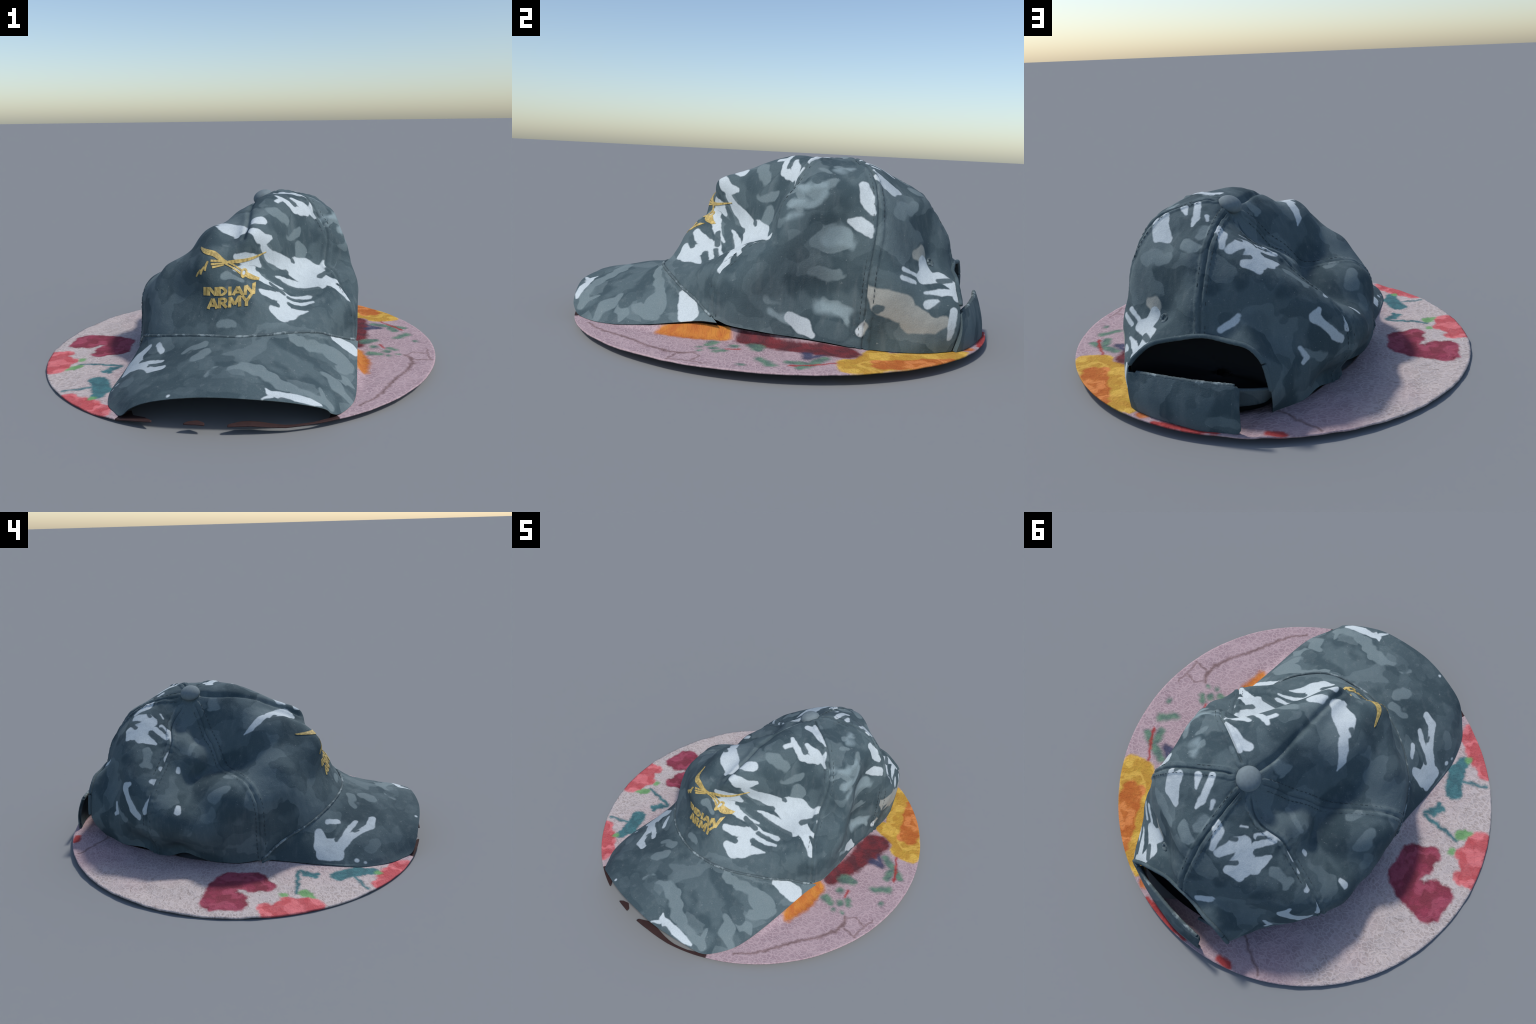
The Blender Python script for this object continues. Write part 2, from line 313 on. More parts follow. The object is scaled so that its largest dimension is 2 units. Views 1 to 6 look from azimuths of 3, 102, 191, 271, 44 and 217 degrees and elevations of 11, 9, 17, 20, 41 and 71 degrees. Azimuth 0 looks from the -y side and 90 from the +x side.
# Flower print of the cloth: strokes (x, y, half width) on the flat sheet.
PRINT = {
    'yellow': [
        [(0.462, 0.824, 0.051), (0.578, 0.718, 0.091), (0.69, 0.558, 0.104), (0.799, 0.484, 0.078), (0.575, 0.527, 0.049)],
        [(0.835, 0.44, 0.058), (0.759, 0.427, 0.05), (0.756, 0.533, 0.074), (0.652, 0.666, 0.089), (0.545, 0.791, 0.056), (0.441, 0.864, 0.032)],
    ],
    'orange': [
        [(0.659, 0.714, 0.049), (0.732, 0.582, 0.06), (0.709, 0.531, 0.032)],
        [(0.763, 0.549, 0.041), (0.709, 0.625, 0.045), (0.639, 0.719, 0.04), (0.576, 0.815, 0.024)],
        [(0.369, 0.888, 0.031)],
    ],
    'maroon': [
        [(0.643, 0.022, 0.023), (0.637, 0.137, 0.046), (0.601, 0.27, 0.055), (0.589, 0.389, 0.048), (0.629, 0.427, 0.032)],
        [(0.6, -0.026, 0.015), (0.6, 0.052, 0.033)],
        [(0.6, -0.03, 0.045), (0.62, 0.1, 0.055), (0.63, 0.25, 0.07), (0.65, 0.4, 0.055)],
    ],
    'amber': [
        [(0.555, -0.374, 0.032), (0.58, -0.324, 0.034), (0.571, -0.251, 0.032), (0.545, -0.164, 0.019), (0.546, -0.115, 0.011)],
        [(0.6, -0.4, 0.03), (0.605, -0.25, 0.045), (0.59, -0.13, 0.04)],
    ],
    'green': [
        [(0.734, 0.324, 0.022), (0.804, 0.293, 0.024), (0.891, 0.254, 0.024)],
        [(0.831, 0.081, 0.021), (0.895, 0.142, 0.022)],
        [(0.84, 0.206, 0.024), (0.822, 0.256, 0.019)],
        [(0.921, 0.034, 0.016)],
        [(0.693, -0.054, 0.024)],
        [(0.671, -0.153, 0.027), (0.709, -0.158, 0.019)],
        [(0.752, -0.126, 0.021)],
        [(0.771, -0.082, 0.019), (0.795, -0.104, 0.017)],
        [(0.656, 0.026, 0.033), (0.706, 0.043, 0.027)],
        [(0.752, -0.185, 0.012)],
        [(0.801, -0.17, 0.013)],
    ],
    'red': [
        [(0.788, 0.374, 0.006), (0.884, 0.208, 0.009)],
        [(0.733, -0.026, 0.008), (0.742, -0.072, 0.006)],
        [(0.304, 0.947, 0.017), (0.202, 0.966, 0.019), (0.115, 0.986, 0.017), (0.038, 0.984, 0.012)],
        [(-0.168, 0.961, 0.017), (-0.22, 0.953, 0.02)],
    ],
    'navy': [
        [(0.696, 0.247, 0.023), (0.754, 0.26, 0.021), (0.7, 0.306, 0.014)],
    ],
    'twig': [
        [(-0.175, 0.782, 0.006), (-0.367, 0.9, 0.006)],
        [(0.549, -0.773, 0.006), (0.636, -0.683, 0.007), (0.685, -0.59, 0.008), (0.749, -0.473, 0.007), (0.809, -0.388, 0.007), (0.85, -0.295, 0.01), (0.86, -0.235, 0.01), (0.832, -0.175, 0.007)],
        [(0.844, -0.173, 0.004), (0.882, -0.146, 0.004), (0.95, -0.167, 0.004), (0.947, -0.245, 0.005), (0.876, -0.246, 0.004)],
        [(0.95, -0.159, 0.004), (0.958, -0.092, 0.004)],
    ],
    'crimson': [
        [(-0.735, -0.122, 0.045), (-0.682, -0.037, 0.09), (-0.669, 0.074, 0.071), (-0.767, 0.111, 0.08), (-0.862, 0.127, 0.079), (-0.893, 0.028, 0.053)],
        [(-0.843, 0.13, 0.066), (-0.831, 0.034, 0.05), (-0.885, 0.014, 0.029)],
        [(-0.728, -0.119, 0.028), (-0.74, -0.044, 0.042)],
    ],
    'rose': [
        [(-0.919, -0.305, 0.082), (-0.904, -0.226, 0.063), (-0.975, -0.144, 0.071), (-0.917, -0.101, 0.036)],
        [(-0.55, -0.804, 0.057), (-0.639, -0.732, 0.057), (-0.728, -0.674, 0.038)],
        [(-0.956, -0.186, 0.05), (-0.858, -0.211, 0.035), (-0.913, -0.291, 0.042), (-0.899, -0.362, 0.021)],
        [(-0.731, -0.654, 0.03), (-0.659, -0.722, 0.039), (-0.569, -0.779, 0.032), (-0.514, -0.842, 0.019)],
        [(-0.639, -0.75, 0.021), (-0.552, -0.801, 0.025)],
        [(-0.952, -0.105, 0.025), (-0.903, -0.194, 0.029), (-0.898, -0.284, 0.021), (-0.906, -0.355, 0.011)],
    ],
    'teal': [
        [(-0.646, -0.473, 0.033), (-0.616, -0.521, 0.039), (-0.605, -0.586, 0.026)],
        [(-0.778, -0.603, 0.008), (-0.646, -0.555, 0.009)],
        [(-0.8, -0.256, 0.008), (-0.679, -0.267, 0.011), (-0.59, -0.278, 0.012)],
        [(-0.622, -0.373, 0.015), (-0.625, -0.311, 0.014), (-0.58, -0.295, 0.012)],
        [(-0.6, -0.654, 0.032), (-0.591, -0.621, 0.026)],
        [(-0.642, -0.475, 0.046), (-0.595, -0.586, 0.047)],
        [(-0.602, -0.313, 0.017), (-0.649, -0.36, 0.017)],
    ],
    'leaf': [
        [(-0.812, -0.309, 0.028), (-0.794, -0.279, 0.017)],
        [(-0.801, -0.194, 0.014), (-0.812, -0.211, 0.011)],
        [(-0.614, -0.68, 0.018)],
        [(-0.805, -0.301, 0.032), (-0.836, -0.336, 0.014)],
        [(-0.807, -0.193, 0.02)],
    ],
}

# ------------------------------------------------------------------ materials
class Nodes:
    """small helper for writing node materials"""
    def __init__(self, name, rough=.92, specular=.2):
        self.m = bpy.data.materials.new(name)
        self.m.use_nodes = True
        self.last = None
        self.t = self.m.node_tree
        self.bsdf = self.t.nodes["Principled BSDF"]
        self.bsdf.inputs["Roughness"].default_value = rough
        self.bsdf.inputs["Specular IOR Level"].default_value = specular
        self.P = self.t.nodes.new("ShaderNodeTexCoord").outputs["Object"]

    def put(self, socket, value):
        if isinstance(value, bpy.types.NodeSocket):
            self.t.links.new(value, socket)
        else:
            socket.default_value = value

    def math(self, op, *args, clamp=False):
        n = self.t.nodes.new("ShaderNodeMath")
        n.operation, n.use_clamp = op, clamp
        for i, v in enumerate(args):
            self.put(n.inputs[i], v)
        return n.outputs[0]

    def vec(self, op, *args, out=0):
        n = self.t.nodes.new("ShaderNodeVectorMath")
        n.operation = op
        for i, v in enumerate(args):
            self.put(n.inputs[i], v)
        return n.outputs[out]

    def noise(self, at, scale, detail=3, rough=.55, color=False, stretch=None):
        n = self.t.nodes.new("ShaderNodeTexNoise")
        if stretch:
            at = self.vec("MULTIPLY", at, stretch)
        self.put(n.inputs["Vector"], at)
        n.inputs["Scale"].default_value, n.inputs["Detail"].default_value, n.inputs["Roughness"].default_value = scale, detail, rough
        return n.outputs["Color" if color else 0]

    def step(self, x, lo, hi, a=0., b=1.):
        n = self.t.nodes.new("ShaderNodeMapRange")
        n.interpolation_type = "SMOOTHSTEP"
        self.put(n.inputs[0], x)
        for i, v in zip((1, 2, 3, 4), (lo, hi, a, b)):
            n.inputs[i].default_value = v
        return n.outputs[0]

    def mix(self, fac, a, b, mode="MIX"):
        n = self.t.nodes.new("ShaderNodeMix")
        n.data_type, n.blend_type = "RGBA", mode
        for sock, v in ((n.inputs[0], fac), (n.inputs[6], a), (n.inputs[7], b)):
            self.put(sock, (*v, 1) if isinstance(v, tuple) and len(v) == 3 else v)
        return n.outputs[2]

    def strokes(self, at, chains):
        """signed distance to a set of stroke chains (negative inside)"""
        d = None
        for c in chains:
            if self.last is not None:                          # evaluate one stroke after the other
                at = self.vec("MULTIPLY_ADD", self.last, (1e-7, 1e-7, 1e-7), at)
            c = [tuple(p) if len(p) == 4 else (p[0], p[1], 0., p[2]) for p in c]
            pairs = list(zip(c[:-1], c[1:])) or [(c[0], c[0])]
            for A, B in pairs:
                BA = np.subtract(B[:3], A[:3])
                L2 = float(BA @ BA)
                pa = self.vec("SUBTRACT", at, A[:3])
                if L2 < 1e-8:
                    e = self.math("SUBTRACT", self.vec("LENGTH", pa, out=1), A[3])
                else:
                    h = self.math("MAXIMUM", self.vec("DOT_PRODUCT", pa, tuple(BA / L2), out=1), 0., clamp=True)
                    q = self.vec("MULTIPLY_ADD", h, tuple(-BA), pa)
                    r = self.math("MULTIPLY_ADD", h, float(B[3] - A[3]), float(A[3]))
                    e = self.math("SUBTRACT", self.vec("LENGTH", q, out=1), r)
                d = e if d is None else self.math("SMOOTH_MIN", d, e, .008)
            self.last = d
        return d

    def bump(self, height, strength, distance):
        n = self.t.nodes.new("ShaderNodeBump")
        n.inputs["Strength"].default_value, n.inputs["Distance"].default_value = strength, distance
        self.put(n.inputs["Height"], height)
        self.t.links.new(n.outputs[0], self.bsdf.inputs["Normal"])

    def done(self, color):
        self.put(self.bsdf.inputs["Base Color"], color)
        return self.m


def plain(name, rgb, rough=.85, metallic=0., specular=.25):
    k = Nodes(name, rough, specular)
    k.bsdf.inputs["Metallic"].default_value = metallic
    g = k.noise(k.P, 60, 3)
    return k.done(k.mix(k.step(g, .3, .7, 0, .5), rgb, tuple(c * .75 for c in rgb)))


SLATE, DEEP, GREY, PALE, SAND, SHEEN_TINT = (.094, .132, .145), (.055, .085, .098), (.185, .238, .250), (.56, .62, .64), (.37, .375, .34), (.27, .345, .365)  # slate tones set slightly darker to carry part of the scan's baked shade


def camouflage(panel, faded=0.):
    """printed cotton: slate ground with clouded patches, then the strokes of this panel"""
    k = Nodes("camouflage_" + panel.split(".")[0])
    layers = CAMOUFLAGE.get(panel, {})
    wob = k.vec("SUBTRACT", k.noise(k.P, 26, 2, color=True), (.5, .5, .5))
    Q = k.vec("MULTIPLY_ADD", wob, (.013, .013, .013), k.P)
    clouds = k.noise(k.P, 5.5, 2, .5)
    col = k.mix(k.step(clouds, .40, .52), DEEP, SLATE)
    loose = k.vec("MULTIPLY_ADD", k.vec("SUBTRACT", k.noise(k.P, 11, 1, color=True), (.5, .5, .5)), (.075, .075, .075), Q)
    big = k.vec("MULTIPLY_ADD", k.vec("SUBTRACT", k.noise(k.P, 7, 2, color=True), (.5, .5, .5)), (.16, .16, .16), k.P)
    col = k.mix(k.step(k.noise(big, 4.6, 0, stretch=(1, 1, 1.5)), .575, .595, 0, .38), col, GREY)
    col = k.mix(k.step(k.noise(k.vec("ADD", big, (3.1, 1.7, 5.3)), 5.2, 0, stretch=(1, 1, 1.5)), .575, .595, 0, .55), col, DEEP)
    for layer, rgb, soft, amount in (("mid", GREY, .005, .82), ("painted_sheen", SHEEN_TINT, .016, .75), ("tan", SAND, .006, .95), ("white", PALE, .004, .97), ("dark", tuple((a + b) / 2 for a, b in zip(SLATE, DEEP)), .004, .95)):
        if layers.get(layer):
            col = k.mix(k.step(k.strokes(loose if layer in ("mid", "painted_sheen") else Q, layers[layer]), -soft, soft, amount, 0), col, rgb)
    # woven grain, rubbed streaks and pale lint
    grain = k.noise(k.P, 210, 2, .6)
    streak = k.noise(k.P, 30, 3, .6, stretch=(1, 1, .18))
    col = k.mix(k.step(grain, .35, .68, 0, .36), col, k.mix(1., col, (.62, .66, .68), "MULTIPLY"))
    col = k.mix(k.step(streak, .48, .75, 0, .16), col, (.22, .25, .255))
    col = k.mix(k.step(k.noise(k.P, 90, 2, .5), .70, .76, 0, .35), col, (.35, .38, .38))
    k.bump(k.math("ADD", grain, k.math("MULTIPLY", k.noise(k.P, 45, 3), 1.5)), .25, .004)
    return k.done(col)


def floral():
    k = Nodes("floral_print", .92, .15)
    flat = k.vec("MULTIPLY", k.P, (1., 1., 0.))
    wob = k.vec("SUBTRACT", k.noise(flat, 22, 3, color=True), (.5, .5, .5))
    Q = k.vec("MULTIPLY_ADD", wob, (.04, .04, 0.), flat)
    v = k.t.nodes.new("ShaderNodeTexVoronoi")
    v.feature = "DISTANCE_TO_EDGE"
    v.inputs["Scale"].default_value = 46
    k.put(v.inputs["Vector"], k.vec("MULTIPLY", k.vec("MULTIPLY_ADD", wob, (.03, .03, 0.), flat), (.75, 1.25, 1.)))
    cells = k.step(v.outputs[0], .05, .17)
    sep = k.t.nodes.new("ShaderNodeSeparateXYZ")
    k.put(sep.inputs[0], flat)
    bleached = k.step(k.math("ADD", sep.outputs[0], k.math("MULTIPLY", k.noise(flat, 3, 3), .5)), -.55, -.05, 1, 0)
    ground = k.mix(bleached, (.475, .352, .375), (.56, .49, .475))
    hollow = k.mix(bleached, (.365, .258, .285), (.43, .365, .345))
    patchy = k.step(k.noise(flat, 9, 3), .3, .7, .35, 1.)
    col = k.mix(k.math("MULTIPLY", cells, patchy), ground, hollow)
    # loose grain of the worn side
    worn = k.math("MULTIPLY", bleached, k.step(k.noise(k.vec("MULTIPLY", flat, (1., 2.2, 1.)), 26, 4, .65), .56, .66))
    col = k.mix(k.math("MULTIPLY", worn, .6), col, (.24, .19, .165))
    petal = k.noise(Q, 16, 3, .6)
    pv = k.t.nodes.new("ShaderNodeTexVoronoi")
    pv.inputs["Scale"].default_value = 10
    k.put(pv.inputs["Vector"], k.vec("MULTIPLY_ADD", wob, (.10, .10, 0.), flat))
    fold = k.step(pv.outputs[0], .15, .75)
    veins = k.noise(Q, 7, 2, .5)
    hues = dict(rose=((.60, .16, .17), (.50, .075, .085)), crimson=((.30, .035, .075), (.20, .024, .045)), teal=((.055, .19, .21), (.035, .12, .14)), leaf=((.20, .40, .16), (.12, .28, .11)),
                yellow=((.58, .37, .045), (.50, .26, .03)), orange=((.58, .20, .05), (.46, .12, .03)), maroon=((.17, .022, .028), (.09, .02, .026)), amber=((.60, .25, .035), (.46, .13, .02)),
                green=((.13, .24, .165), (.085, .15, .13)), navy=((.06, .07, .13), (.05, .05, .09)), red=((.44, .055, .05), (.33, .035, .035)), twig=((.17, .105, .105), (.26, .17, .17)))
    hearts = dict(rose=(-.94, -.24), crimson=(-.78, .05), yellow=(.70, .69), orange=(.70, .69))
    for layer, chains in PRINT.items():
        soft = .016 if layer in ("green", "navy", "maroon", "amber") else .010
        light, dark = hues[layer]
        tone = k.mix(k.step(petal, .35, .65), dark, light)
        tone = k.mix(k.step(veins, .55, .68, 0, .35 if layer in ("rose", "yellow", "orange") else .1), tone, tuple(min(1, c * 1.5 + .04) for c in light))
        if layer in ("rose", "crimson", "yellow", "orange", "amber"):
            tone = k.mix(k.math("MULTIPLY", fold, .6), tone, dark)
        if layer in hearts:                                    # petals curl round the heart of the flower
            out = k.vec("LENGTH", k.vec("SUBTRACT", k.vec("MULTIPLY_ADD", wob, (.12, .12, 0.), flat), (*hearts[layer], 0.)), out=1)
            curl = k.math("SINE", k.math("MULTIPLY_ADD", veins, 14., k.math("MULTIPLY", out, 42.)))
            tone = k.mix(k.step(curl, .2, 1., 0, .4), tone, tuple(min(1, c * 1.45 + .05) for c in light))
            tone = k.mix(k.step(curl, -.95, -.55, .5, 0), tone, dark)
        mask = k.step(k.strokes(Q, chains), -soft, soft, .95, 0)
        col = k.mix(mask, col, tone)
    thread = k.noise(flat, 160, 2, .6)
    col = k.mix(k.step(thread, .35, .7, 0, .22), col, k.mix(1., col, (.6, .58, .58), "MULTIPLY"))
    k.bump(k.math("ADD", k.math("MULTIPLY", cells, -.6), k.noise(flat, 40, 4)), .35, .006)
    return k.done(col)


def gold():
    k = Nodes("gold_thread", .6, .4)
    w = k.noise(k.P, 70, 3, .6, stretch=(1, 1, .35))
    k.bump(w, .4, .003)
    return k.done(k.mix(k.step(w, .35, .65), (.33, .235, .07), (.62, .45, .15)))


def stitched_edge():
    k = Nodes("frayed_thread", .9, .2)
    w = k.noise(k.P, 24, 4, .65)
    return k.done(k.mix(k.step(w, .48, .68), (.085, .115, .125), (.30, .36, .37)))


GOLD, FRAY, THREAD = gold(), stitched_edge(), plain("dark_thread", (.050, .068, .076))

# ------------------------------------------------------------------ crown of the cap
CENTRE = np.array([0.11, 0.30, 0.12])

# where the crown ends below: visor seam, right hem, back opening, left hem
VISOR_SEAM = [(-.522, -.09, .05), (-.495, -.17, .115), (-.455, -.262, .165), (-.356, -.387, .205), (-.223, -.487, .24), (-.09, -.544, .256),
              (.037, -.565, .259), (.123, -.560, .265), (.264, -.528, .268), (.382, -.439, .242), (.436, -.376, .210), (.496, -.281, .167), (.575, -.19, .125)]
RIGHT_HEM = [(.597, -.12, .10), (.592, -.03, .088), (.572, .12, .073), (.553, .25, .060), (.547, .396, .046), (.543, .48, .043), (.535, .615, .042), (.49, .745, .042), (.436, .828, .042)]
OPENING = [(.438, .842, .215), (.430, .842, .240), (.392, .833, .283), (.332, .824, .328), (.225, .810, .349), (.112, .820, .369), (.008, .838, .359),
           (-.078, .855, .345), (-.133, .866, .294), (-.155, .870, .225), (-.166, .873, .17)]
LEFT_HEM = [(-.150, .795, .03), (-.198, .738, .028), (-.258, .675, .027), (-.34, .52, .024), (-.398, .385, .022), (-.470, .18, .02), (-.512, .03, .025)]

# shape of the crown: points on its seams, creases, shoulders and dents
CROWN = dict(
    top=[(.11, .30, .775), (.15, .109, .823), (.15, .206, .820), (.15, .384, .790), (.15, .30, .808), (.231, .30, .818), (.338, .36, .785), (.42, .29, .755)],
    front_ridge=[(.098, .02, .800), (.095, -.09, .772), (.095, -.191, .736), (.09, -.292, .700), (.072, -.335, .676), (.055, -.345, .662)],
    fold_bottom=[(.077, .154, .785), (.063, .004, .778), (.055, -.147, .742), (.052, -.262, .700), (.045, -.325, .665)],
    left_of_fold=[(.009, .176, .704), (.011, .092, .735), (.018, -.136, .705), (-.097, -.067, .685), (-.175, -.06, .632), (-.224, -.172, .583), (-.30, -.12, .522), (.05, .06, .776), (-.149, -.008, .605), (0, -.29, .655)],
    brow=[(-.032, -.378, .563), (.101, -.434, .435), (.079, -.492, .386), (-.163, -.292, .606), (-.334, -.33, .38), (-.36, -.20, .505), (.042, -.354, .506),
          (-.018, -.484, .376), (-.118, -.460, .362), (-.138, -.428, .440), (.006, -.284, .648), (.034, -.288, .667), (-.085, -.238, .700)],
    ledge=[(-.104, -.414, .574), (-.099, -.425, .540), (-.100, -.385, .612), (-.075, -.399, .583), (-.048, -.388, .526), (.023, -.436, .481), (-.014, -.456, .440), (.017, -.448, .435),
           (.065, -.449, .442), (.086, -.465, .426), (.038, -.487, .379), (.093, -.398, .463)],
    cheek=[(-.258, -.347, .475), (-.252, -.358, .425), (-.33, -.238, .492)],
    front_right=[(.145, -.167, .726), (.176, -.186, .643), (.134, -.229, .567), (.108, -.27, .576), (.116, -.265, .511), (.122, -.337, .452), (.122, -.416, .433), (.157, -.223, .606),
                 (.257, -.132, .456), (.276, -.084, .491), (.233, -.091, .653), (.291, .055, .756), (.359, -.214, .354), (.223, -.24, .399), (.241, -.283, .368),
                 (.247, -.338, .346), (.213, -.406, .351), (.244, -.451, .298), (.34, -.299, .311), (.072, -.24, .721), (.47, -.27, .292), (.302, .01, .637), (.176, -.222, .478), (.384, -.298, .32), (.484, -.16, .377)],
    front_seam=[(.207, .246, .812), (.352, .160, .788), (.179, .170, .817), (.363, .144, .767), (.393, .112, .690), (.433, .073, .631), (.445, .048, .540), (.470, .025, .454),
                (.501, -.036, .437), (.527, -.088, .376), (.565, -.153, .308)],
    right_ridge=[(.465, .165, .722), (.503, .13, .655), (.535, .11, .600), (.563, .10, .540), (.580, .08, .475), (.608, .028, .39), (.614, .02, .32)],
    right_panel=[(.462, .408, .729), (.515, .29, .64), (.520, .235, .53), (.511, .25, .37), (.505, .275, .40), (.487, .26, .26), (.488, .335, .50), (.55, .15, .30), (.566, .14, .19), (.590, .05, .236), (.548, .165, .39), (.494, .342, .564), (.516, .365, .334), (.530, .27, .14)],
    right_seam=[(.519, .467, .586), (.533, .437, .532), (.540, .461, .506), (.554, .447, .335), (.551, .268, .067)],
    back_right=[(.265, .642, .652), (.532, .61, .095), (.333, .561, .680), (.311, .554, .682), (.30, .655, .545), (.268, .688, .497), (.408, .670, .365), (.378, .446, .772), (.392, .472, .738), (.525, .586, .389), (.542, .590, .363), (.311, .705, .391), (.344, .673, .467), (.463, .604, .433)],
    back_seam=[(.15, .502, .755), (.15, .577, .716), (.13, .69, .624), (.13, .754, .540), (.12, .80, .42), (.172, .783, .468), (.187, .683, .652)],
    back_left=[(-.097, .640, .579), (-.131, .472, .569), (-.203, .563, .535), (-.375, .35, .07), (-.32, .525, .08), (-.324, .592, .420), (-.269, .650, .382), (-.416, .546, .271), (-.45, .50, .225)],
    above_opening=[(-.10, .765, .385), (-.13, .775, .335), (-.05, .765, .42), (.0, .775, .42)],
    back_shoulder=[(.015, .60, .665), (.055, .553, .706), (-.03, .538, .655), (-.185, .37, .512)],
    left_rim=[(-.168, .864, .166), (-.243, .742, .152), (-.333, .617, .141), (-.397, .532, .143), (-.460, .378, .130), (-.500, .226, .113), (-.516, .043, .14), (-.513, -.074, .17), (-.518, -.03, .24), (-.49, -.12, .305)],
    left_dent=[(-.07, .28, .575), (-.10, .235, .546), (-.145, .285, .537), (-.02, .0, .741), (-.05, .0, .711), (-.31, .20, .388), (-.06, .245, .552), (-.515, .22, .232), (-.15, .335, .532), (-.387, .302, .318), (-.235, -.015, .487), (-.13, .388, .567), (-.139, .373, .575), (-.233, .339, .440), (-.261, .441, .467), (-.298, .350, .393), (-.387, .376, .350), (-.448, .322, .313),
               (-.490, .309, .267), (-.491, .266, .247), (-.196, .252, .411), (-.20, .256, .470), (.048, .366, .682)],
    dent_lip=[(-.45, .18, .31), (-.432, .116, .392), (-.424, .055, .418), (-.43, -.02, .428), (-.354, .016, .437), (-.379, -.098, .454), (-.379, -.168, .465), (-.428, -.031, .405), (-.479, -.122, .363), (-.505, .04, .36)],
)


CRISP = ('front_ridge', 'fold_bottom', 'front_seam', 'right_seam', 'ledge', 'above_opening')


def direction_of(P):
    d = np.asarray(P, float) - CENTRE
    return d / np.linalg.norm(d, axis=1, keepdims=True)


hem = np.array(VISOR_SEAM + RIGHT_HEM + OPENING + LEFT_HEM)
support = np.vstack([np.array(v) for v in CROWN.values() if len(v)] + [hem])
crown_radius = Sheet(direction_of(support), np.linalg.norm(support - CENTRE, axis=1),
                     soft=np.concatenate([np.full(len(v), 4e-5 if k in CRISP else 3e-4) for k, v in CROWN.items()] + [np.full(len(hem), 1e-4)]))


def crown_surface(D):
    """radius of the crown along unit directions, with the creases cut in"""
    r = crown_radius(D)
    P = CENTRE + D * r[:, None]
    r -= .018 * np.exp(-(path_distance(P, [(.098, .235, .79)] + CROWN["fold_bottom"]) / .015) ** 2)
    return r


# hem elevation as a function of azimuth (azimuth 0 = +x, counter-clockwise from above)
hem_rel = hem - CENTRE
hem_az = np.unwrap(np.arctan2(hem_rel[:, 1], hem_rel[:, 0]))
hem_el = np.arctan2(hem_rel[:, 2], np.hypot(hem_rel[:, 0], hem_rel[:, 1]))
hem_az = np.maximum.accumulate(hem_az + np.arange(len(hem_az)) * 1e-6)
hem_az, hem_el = np.r_[hem_az, hem_az[0] + 2 * np.pi], np.r_[hem_el, hem_el[0]]

N_AZ, N_EL = 600, 170
RAD = math.pi / 180
# the five panel seams: azimuth at the hem, how far it swings towards the button, and between which elevations
SEAMS = [(-46, 16, 18, 66), (20, 6, 20, 60), (88, 0, 0, 90), (160, -27, 58, 82), (212, 0, 0, 90)]
u = az_u = np.linspace(-46, 314, N_AZ, endpoint=False)
el0 = np.interp((u * RAD - hem_az[0]) % (2 * np.pi) + hem_az[0], hem_az, hem_el)
rows = np.linspace(min(hem_el.min(), -16 * RAD), 89.9 * RAD, N_EL)
first = np.maximum(np.searchsorted(rows, el0) - 1, 0)            # row that carries the hem in each column
row_no = np.arange(N_EL)[None]
EL = np.where(row_no <= first[:, None], el0[:, None], rows[None])
swing = np.zeros_like(EL)
anchor = [s[0] for s in SEAMS] + [SEAMS[0][0] + 360]
for k, (a, sw, e0, e1) in enumerate(SEAMS):
    hat = np.interp(u, anchor, [1. if (j == k or (k == 0 and j == 5)) else 0. for j in range(6)])
    swing += hat[:, None] * sw * smoothstep(e0 * RAD, e1 * RAD, EL)
AZ = (u[:, None] + swing) * RAD
D = np.stack([np.cos(EL) * np.cos(AZ), np.cos(EL) * np.sin(AZ), np.sin(EL)], -1).reshape(-1, 3)
crown_V = CENTRE + D * crown_surface(D)[:, None]


def on_crown(P, lift=0.):
    """move points along the ray from the centre onto the crown, then outwards by lift"""
    d = direction_of(P)
    return CENTRE + d * (crown_surface(d) + lift)[:, None]


# seam lines run from the hem to the button; the cloth is drawn in along them and welted on both sides
seam_paths = []
for a, sw, e0, e1 in SEAMS:
    start = np.interp((a * RAD - hem_az[0]) % (2 * np.pi) + hem_az[0], hem_az, hem_el)
    e = np.linspace(start, 84 * RAD, 60)
    w = (a + sw * smoothstep(e0 * RAD, e1 * RAD, e)) * RAD
    d = np.stack([np.cos(e) * np.cos(w), np.cos(e) * np.sin(w), np.sin(e)], 1)
    seam_paths.append(CENTRE + d * crown_surface(d)[:, None])
relief = np.zeros(len(crown_V))
for path in seam_paths:
    near = np.linalg.norm(crown_V[:, None, :] - path[None, ::6], axis=2).min(1) < .12
    d = path_distance(crown_V[near], path)
    relief[near] += .0060 * (1 - smoothstep(.020, .032, d)) - .0095 * np.exp(-(d / .005) ** 2)
    relief[near] += fractal(crown_V[near], 34.0, 4.4, 2) * .0035 * (1 - smoothstep(.02, .07, d))
soft_folds = fractal(crown_V, 5.0, 3.1, 3) * .004 + fractal(crown_V * [1, 1, .6], 13.0, 9.7, 3) * .0022
relief += soft_folds * smoothstep(.06, .16, np.linalg.norm(crown_V - np.array([.11, .30, .79]), axis=1))
crown_V = crown_V + D * relief[:, None]
idx = np.arange(N_AZ * N_EL).reshape(N_AZ, N_EL)
idx = np.take_along_axis(idx, np.maximum(row_no, first[:, None]), 1)   # rows below the hem collapse onto it
nxt = np.roll(idx, -1, axis=0)


def strip_faces(A, B):
    return np.stack([A[:, :-1], B[:, :-1], B[:, 1:], A[:, 1:]], -1).reshape(-1, 4)


def clean(F):
    """quads with repeated corners become triangles, collapsed ones vanish"""
    out = []
    for f in F:
        g = [x for i, x in enumerate(f) if x != f[i - 1]]
        if len(set(g)) >= 3:
            out.append(g)
    return out


crown_F = strip_faces(idx, nxt)
crown_N = vertex_normals(crown_V, crown_F)

cap = top_level("baseball_cap", "crumpled grey urban camouflage cap with gold lettering", "cap")
CLOTH = camouflage("strap")


